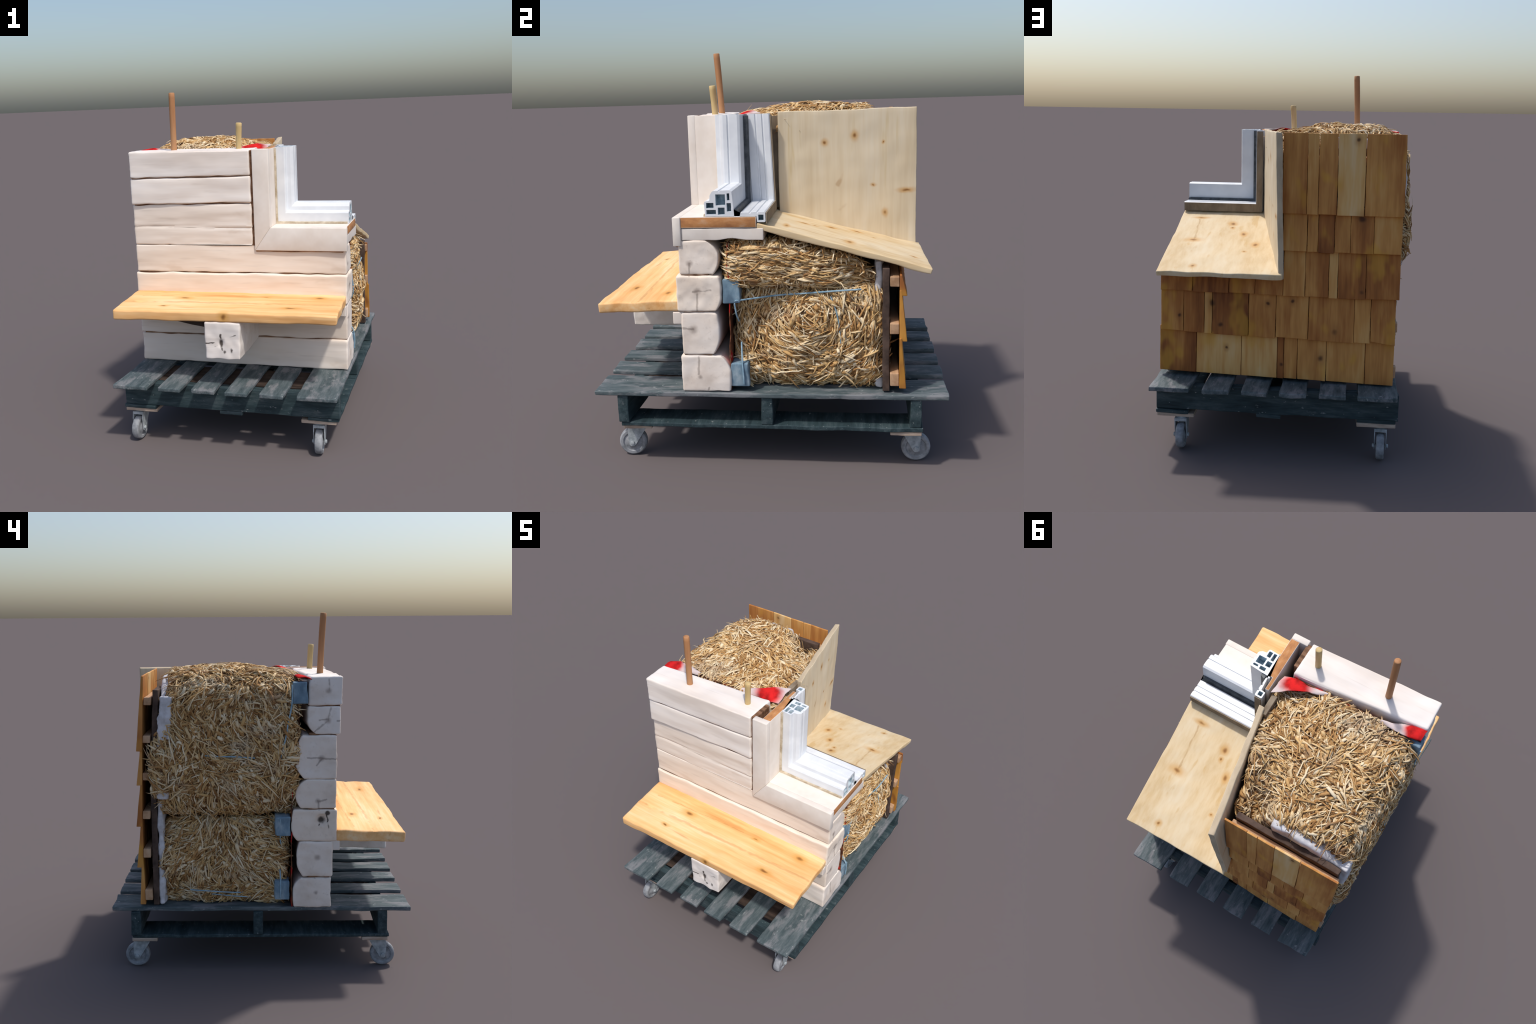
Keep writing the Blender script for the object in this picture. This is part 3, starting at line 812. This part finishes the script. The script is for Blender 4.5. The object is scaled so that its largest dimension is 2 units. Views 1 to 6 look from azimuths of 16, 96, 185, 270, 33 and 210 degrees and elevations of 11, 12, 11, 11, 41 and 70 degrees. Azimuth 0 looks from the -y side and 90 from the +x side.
def strands(name, parent_ob, P, N, Q, count, flow, keep, seed, wide=1.0):
    """Stalks lying on a bale: bent flat tubes, ends tucked into the surface."""
    rng = np.random.default_rng(seed)
    quad = P[Q]
    cen = quad.mean(1)
    nrm = np.cross(quad[:, 2] - quad[:, 0], quad[:, 3] - quad[:, 1])
    area = np.linalg.norm(nrm, axis=1)
    nrm /= np.maximum(area[:, None], 1e-12)
    nb = N[Q].mean(1)
    w = area * keep(cen, nb)
    f = rng.choice(len(Q), count, p=w / w.sum())
    ab = rng.random((count, 2))
    base = (quad[f, 0] * ((1 - ab[:, :1]) * (1 - ab[:, 1:])) + quad[f, 1] * (ab[:, :1] * (1 - ab[:, 1:]))
            + quad[f, 2] * (ab[:, :1] * ab[:, 1:]) + quad[f, 3] * ((1 - ab[:, :1]) * ab[:, 1:]))
    n = nb[f] * .7 + nrm[f] * .3
    n /= np.linalg.norm(n, axis=1, keepdims=True)
    d = flow(base, n, rng)
    d -= n * (d * n).sum(1, keepdims=True)
    d /= np.maximum(np.linalg.norm(d, axis=1, keepdims=True), 1e-9)
    long = rng.random(count) < .45
    L = np.where(long, rng.gamma(7.0, .0165, count), rng.gamma(5.0, .0115, count)).clip(.025, .22)
    W = np.where(long, .0020 + .0030 * rng.random(count), .0024 + .0080 * rng.random(count) ** 1.8) * wide
    H = np.maximum(.0014, W * rng.uniform(.22, .5, count))
    K = 7
    s = np.linspace(-1, 1, K)
    side = np.cross(n, d)
    bend = rng.normal(0, 1, count) * np.where(long, .10, .13)
    lift = rng.uniform(.000, .012, count)
    tilt = rng.normal(0, 1, count) * np.where(long, .07, .26)
    sink = rng.uniform(.004, .020, count)
    wig = rng.normal(0, .0016, (count, K))
    line = (base[:, None] + d[:, None] * (s[None, :, None] * L[:, None, None] / 2)
            + side[:, None] * ((bend[:, None] * L[:, None] * .5 * (s ** 2 - .4)[None])[..., None] + wig[..., None])
            + n[:, None] * ((lift[:, None] - (lift + sink)[:, None] * (np.abs(s) ** 2.5)[None] + tilt[:, None] * L[:, None] * .28 * s[None])[..., None]))
    T = np.gradient(line, axis=1); T /= np.maximum(np.linalg.norm(T, axis=2, keepdims=True), 1e-9)
    roll = rng.normal(0, .55, count)
    S0 = np.cross(n[:, None], T); S0 /= np.maximum(np.linalg.norm(S0, axis=2, keepdims=True), 1e-9)
    U0 = np.cross(T, S0)
    cr, sr = np.cos(roll)[:, None, None], np.sin(roll)[:, None, None]
    S = S0 * cr + U0 * sr; U = U0 * cr - S0 * sr
    prof = np.interp(np.abs(s), [0, .6, .9, 1], [1, .98, .85, .45])
    m = 6
    th = np.linspace(0, 2 * np.pi, m, endpoint=False)
    V = (line[:, :, None] + (S * (W[:, None] * prof[None])[..., None])[:, :, None] * np.cos(th)[None, None, :, None]
         + (U * (H[:, None] * prof[None])[..., None])[:, :, None] * np.sin(th)[None, None, :, None])
    V = V.reshape(-1, 3)
    over = np.maximum(np.abs(V[:, 0]) - .664, 0)            # loose ends are brushed flat
    V[:, 0] -= np.sign(V[:, 0]) * over * .75
    idx = np.arange(count * K * m).reshape(count, K, m)
    A = idx[:, :-1]; B = idx[:, 1:]
    F4 = np.stack([A, np.roll(A, -1, 2), np.roll(B, -1, 2), B], -1).reshape(-1, 4)
    caps = [idx[:, 0, ::-1], idx[:, -1]]
    me = bpy.data.meshes.new(name)
    loops = np.concatenate([F4.ravel(), caps[0].ravel(), caps[1].ravel()])
    nf = len(F4) + 2 * count
    starts = np.concatenate([np.arange(len(F4)) * 4, len(F4) * 4 + np.arange(2 * count) * m])
    me.vertices.add(len(V)); me.vertices.foreach_set("co", (V - np.asarray(parent_ob.location)).ravel())
    me.loops.add(len(loops)); me.loops.foreach_set("vertex_index", loops.astype(np.int32))
    me.polygons.add(nf); me.polygons.foreach_set("loop_start", starts.astype(np.int32))
    me.update(calc_edges=True); me.validate()
    me.polygons.foreach_set("use_smooth", np.ones(nf, bool))
    me.materials.append(MAT["straw"])
    ob = bpy.data.objects.new(name, me); COL.objects.link(ob)
    ob.parent = parent_ob
    ob["kind"] = "stuff"
    return ob

def flow_from_angle(base_angle_noise, spread):
    def flow(p, n, rng):
        up = np.array([0, 0, 1.0])
        a = np.where(np.abs(n[:, 2:3]) > .75, np.array([[0, 1.0, 0]]), up[None])
        t1 = a - n * (a * n).sum(1, keepdims=True)
        t1 /= np.maximum(np.linalg.norm(t1, axis=1, keepdims=True), 1e-9)
        t2 = np.cross(n, t1)
        ang = base_angle_noise(p, n) + rng.normal(0, spread, len(p))
        return t1 * np.cos(ang)[:, None] + t2 * np.sin(ang)[:, None]
    return flow
def ang_low(p, n):
    # right face swirls like a cut rope round (y .22, z .70); left face runs in soft drifts
    sw = np.arctan2(p[:, 2] - .74, p[:, 1] - .20)
    right = np.where(p[:, 0] > 0, sw, 0)
    left = np.where(p[:, 0] <= 0, 2.2 * vnoise(p * 4.5, 12) + np.where(p[:, 2] < .5, 1.5, 0), 0)
    return right + left
def ang_up(p, n):
    return np.where(n[:, 2] > .7, 3.0 * vnoise(p * 5, 15), 2.2 * vnoise(p * 5, 16) + np.where((p[:, 2] < 1.05), 1.3, .3))
def ang_sill(p, n):
    return 1.57 + .35 * vnoise(p * 9, 18)

k_low = lambda c, n: np.where((np.abs(n[:, 0]) > .35) | ((n[:, 1] < -.4) & (np.abs(c[:, 0]) > .56)) | ((n[:, 1] > .4) & (np.abs(c[:, 0]) > .57)), 1.0, 0.0)
k_up = lambda c, n: np.where((n[:, 0] < -.35) | (n[:, 2] > .35) | ((n[:, 1] > .4) & (c[:, 2] > 1.5)) | ((n[:, 1] < -.4) & (c[:, 0] < -.57)), 1.0, 0.0)
k_sill = lambda c, n: np.where((n[:, 0] > .35) | ((n[:, 2] > .4) & (c[:, 0] > .5)), 1.0, 0.0)
for (ob, P, N, Q), cnt, ang, spr, kp, sd in zip(bales, (4200, 5800, 1200), (ang_low, ang_up, ang_sill), (.5, .62, .25), (k_low, k_up, k_sill), (1, 2, 3)):
    strands("straw_stalks", ob, P, N, Q, cnt, flow_from_angle(ang, spr), kp, sd)

# ------------------------------------------------------------------ spacers, twine, felt between logs and bales
for x0, x1, y, z in ((-.634, -.53, -.212, 1.582), (-.634, -.53, -.131, 1.244), (-.634, -.50, -.121, .849), (-.634, -.50, -.114, .484),
                     (.52, .643, -.157, .870), (.52, .641, -.129, .465)):
    block("spacer_block", cor(x0, x1, y - .041, y + .041, z - .056, z + .056), "blue", .007, .02, .004, 14)
for pts, rd in (
        ([(-.642, -.170, 1.625), (-.640, -.168, 1.52), (-.642, -.150, 1.43), (-.646, -.135, 1.34), (-.644, -.113, 1.25), (-.640, -.10, 1.20)], .0042),
        ([(-.640, -.106, .895), (-.600, -.108, .76), (-.600, -.105, .63), (-.642, -.108, .53), (-.640, -.106, .44)], .0038),
        ([(-.648, .30, 1.252), (-.652, .22, 1.247), (-.652, .12, 1.244), (-.646, .03, 1.236)], .0035),
        ([(-.565, .40, .466), (-.582, .27, .462), (-.582, .14, .454), (-.565, .10, .452)], .0035),
        ([(-.565, .28, .440), (-.580, .15, .432), (-.565, .06, .420)], .003),
        ([(.650, -.142, .815), (.640, -.136, .76), (.610, -.130, .72)], .0040),
        ([(.600, -.123, .615), (.640, -.116, .54), (.648, -.112, .47), (.644, -.110, .42)], .0040),
        ([(.650, -.14, .828), (.620, -.06, .832), (.600, .05, .842), (.602, .18, .852), (.622, .32, .868), (.622, .44, .876)], .0040),
        ([(.625, .012, 1.06), (.632, .010, .96), (.625, .010, .89)], .003),
        ([(.615, .30, .84), (.625, .33, .75), (.622, .345, .62), (.600, .35, .48)], .003)):
    tube("baling_twine", pts, rd, "twine", sides=6)

def felt_sheet(name, xs, y_of, z0, z1, th=.004):
    """Soft vertical strip hanging between logs and bales."""
    nx, nz = len(xs), 14
    V, F = [], []
    for s in (0, 1):
        for i, x in enumerate(xs):
            for j in range(nz):
                t = j / (nz - 1)
                z = z0 + (z1(x) - z0) * t
                y = y_of(x, z) + s * th
                V.append((x, y, z))
    V = np.array(V)
    V[:, 1] += .008 * fbm(np.stack([V[:, 0] * 11, V[:, 2] * 0, V[:, 2] * 12], 1), 2, 55)
    o = nx * nz
    g = lambda s, i, j: s * o + i * nz + j
    for i in range(nx - 1):
        for j in range(nz - 1):
            F.append((g(0, i, j), g(0, i + 1, j), g(0, i + 1, j + 1), g(0, i, j + 1)))
            F.append((g(1, i, j), g(1, i, j + 1), g(1, i + 1, j + 1), g(1, i + 1, j)))
    for j in range(nz - 1):
        F.append((g(0, 0, j), g(0, 0, j + 1), g(1, 0, j + 1), g(1, 0, j)))
        F.append((g(0, nx - 1, j), g(1, nx - 1, j), g(1, nx - 1, j + 1), g(0, nx - 1, j + 1)))
    for i in range(nx - 1):
        F.append((g(0, i, 0), g(1, i, 0), g(1, i + 1, 0), g(0, i + 1, 0)))
        F.append((g(0, i, nz - 1), g(0, i + 1, nz - 1), g(1, i + 1, nz - 1), g(1, i, nz - 1)))
    return make(name, V, F, "felt", angle=60)
felt_sheet("felt_strip", np.linspace(-.622, .10, 60), lambda x, z: -.206, 1.12, lambda x: 1.645)
felt_sheet("felt_strip", np.linspace(-.628, .638, 60), lambda x, z: -.172, .386, lambda x: 1.10)
def felt_flap(low, high, n=26, m=10, seed=0):
    """Loose end of the felt, curling over the wall head between two control lines."""
    lo, hi = np.asarray(low, float), np.asarray(high, float)
    t = np.linspace(0, 1, n)
    pick = lambda c: np.stack([np.interp(t, np.linspace(0, 1, len(c)), c[:, k]) for k in range(3)], 1)
    A, B = pick(lo), pick(hi)
    V = []
    for s_ in (0, 1):
        for i in range(n):
            for j in range(m):
                w = j / (m - 1)
                p = A[i] * (1 - w) + B[i] * w
                p = p + np.array([0, 0, .012 * math.sin(math.pi * w) - .004 * s_])
                V.append(p)
    V = np.array(V)
    V += .006 * np.stack([fbm(V * 20, 2, seed + k) for k in range(3)], 1)
    V[n * m:] = V[:n * m] + np.array([0, .001, -.004])
    g = lambda s_, i, j: s_ * n * m + i * m + j
    F = []
    for i in range(n - 1):
        for j in range(m - 1):
            F.append((g(0, i, j), g(0, i, j + 1), g(0, i + 1, j + 1), g(0, i + 1, j)))
            F.append((g(1, i, j), g(1, i + 1, j), g(1, i + 1, j + 1), g(1, i, j + 1)))
    for j in range(m - 1):
        F.append((g(0, 0, j), g(1, 0, j), g(1, 0, j + 1), g(0, 0, j + 1)))
        F.append((g(0, n - 1, j), g(0, n - 1, j + 1), g(1, n - 1, j + 1), g(1, n - 1, j)))
    for i in range(n - 1):
        F.append((g(0, i, 0), g(0, i + 1, 0), g(1, i + 1, 0), g(1, i, 0)))
        F.append((g(0, i, m - 1), g(1, i, m - 1), g(1, i + 1, m - 1), g(0, i + 1, m - 1)))
    return make("felt_flap", V, F, "felt_flap", angle=60)
felt_flap([(-.10, -.206, 1.640), (.00, -.204, 1.640), (.08, -.202, 1.640), (.145, -.185, 1.640)],
          [(-.10, -.185, 1.655), (.00, -.150, 1.672), (.08, -.105, 1.685), (.150, -.055, 1.672)], seed=3)
felt_flap([(-.625, -.280, 1.650), (-.56, -.270, 1.650), (-.48, -.235, 1.648), (-.40, -.215, 1.645)],
          [(-.620, -.205, 1.660), (-.56, -.185, 1.672), (-.48, -.185, 1.668), (-.40, -.195, 1.650)], seed=8)

# ------------------------------------------------------------------ stakes driven through the logs
tube("stake", [(-.373, -.335, 1.60), (-.370, -.340, 1.70), (-.365, -.347, 1.85), (-.359, -.356, 1.995)], .0175, "stake_red", sides=14, jitter=.05)
tube("stake", [(.016, -.306, 1.60), (.020, -.310, 1.70), (.027, -.317, 1.811)], .0170, "stake_pale", sides=14, jitter=.05)
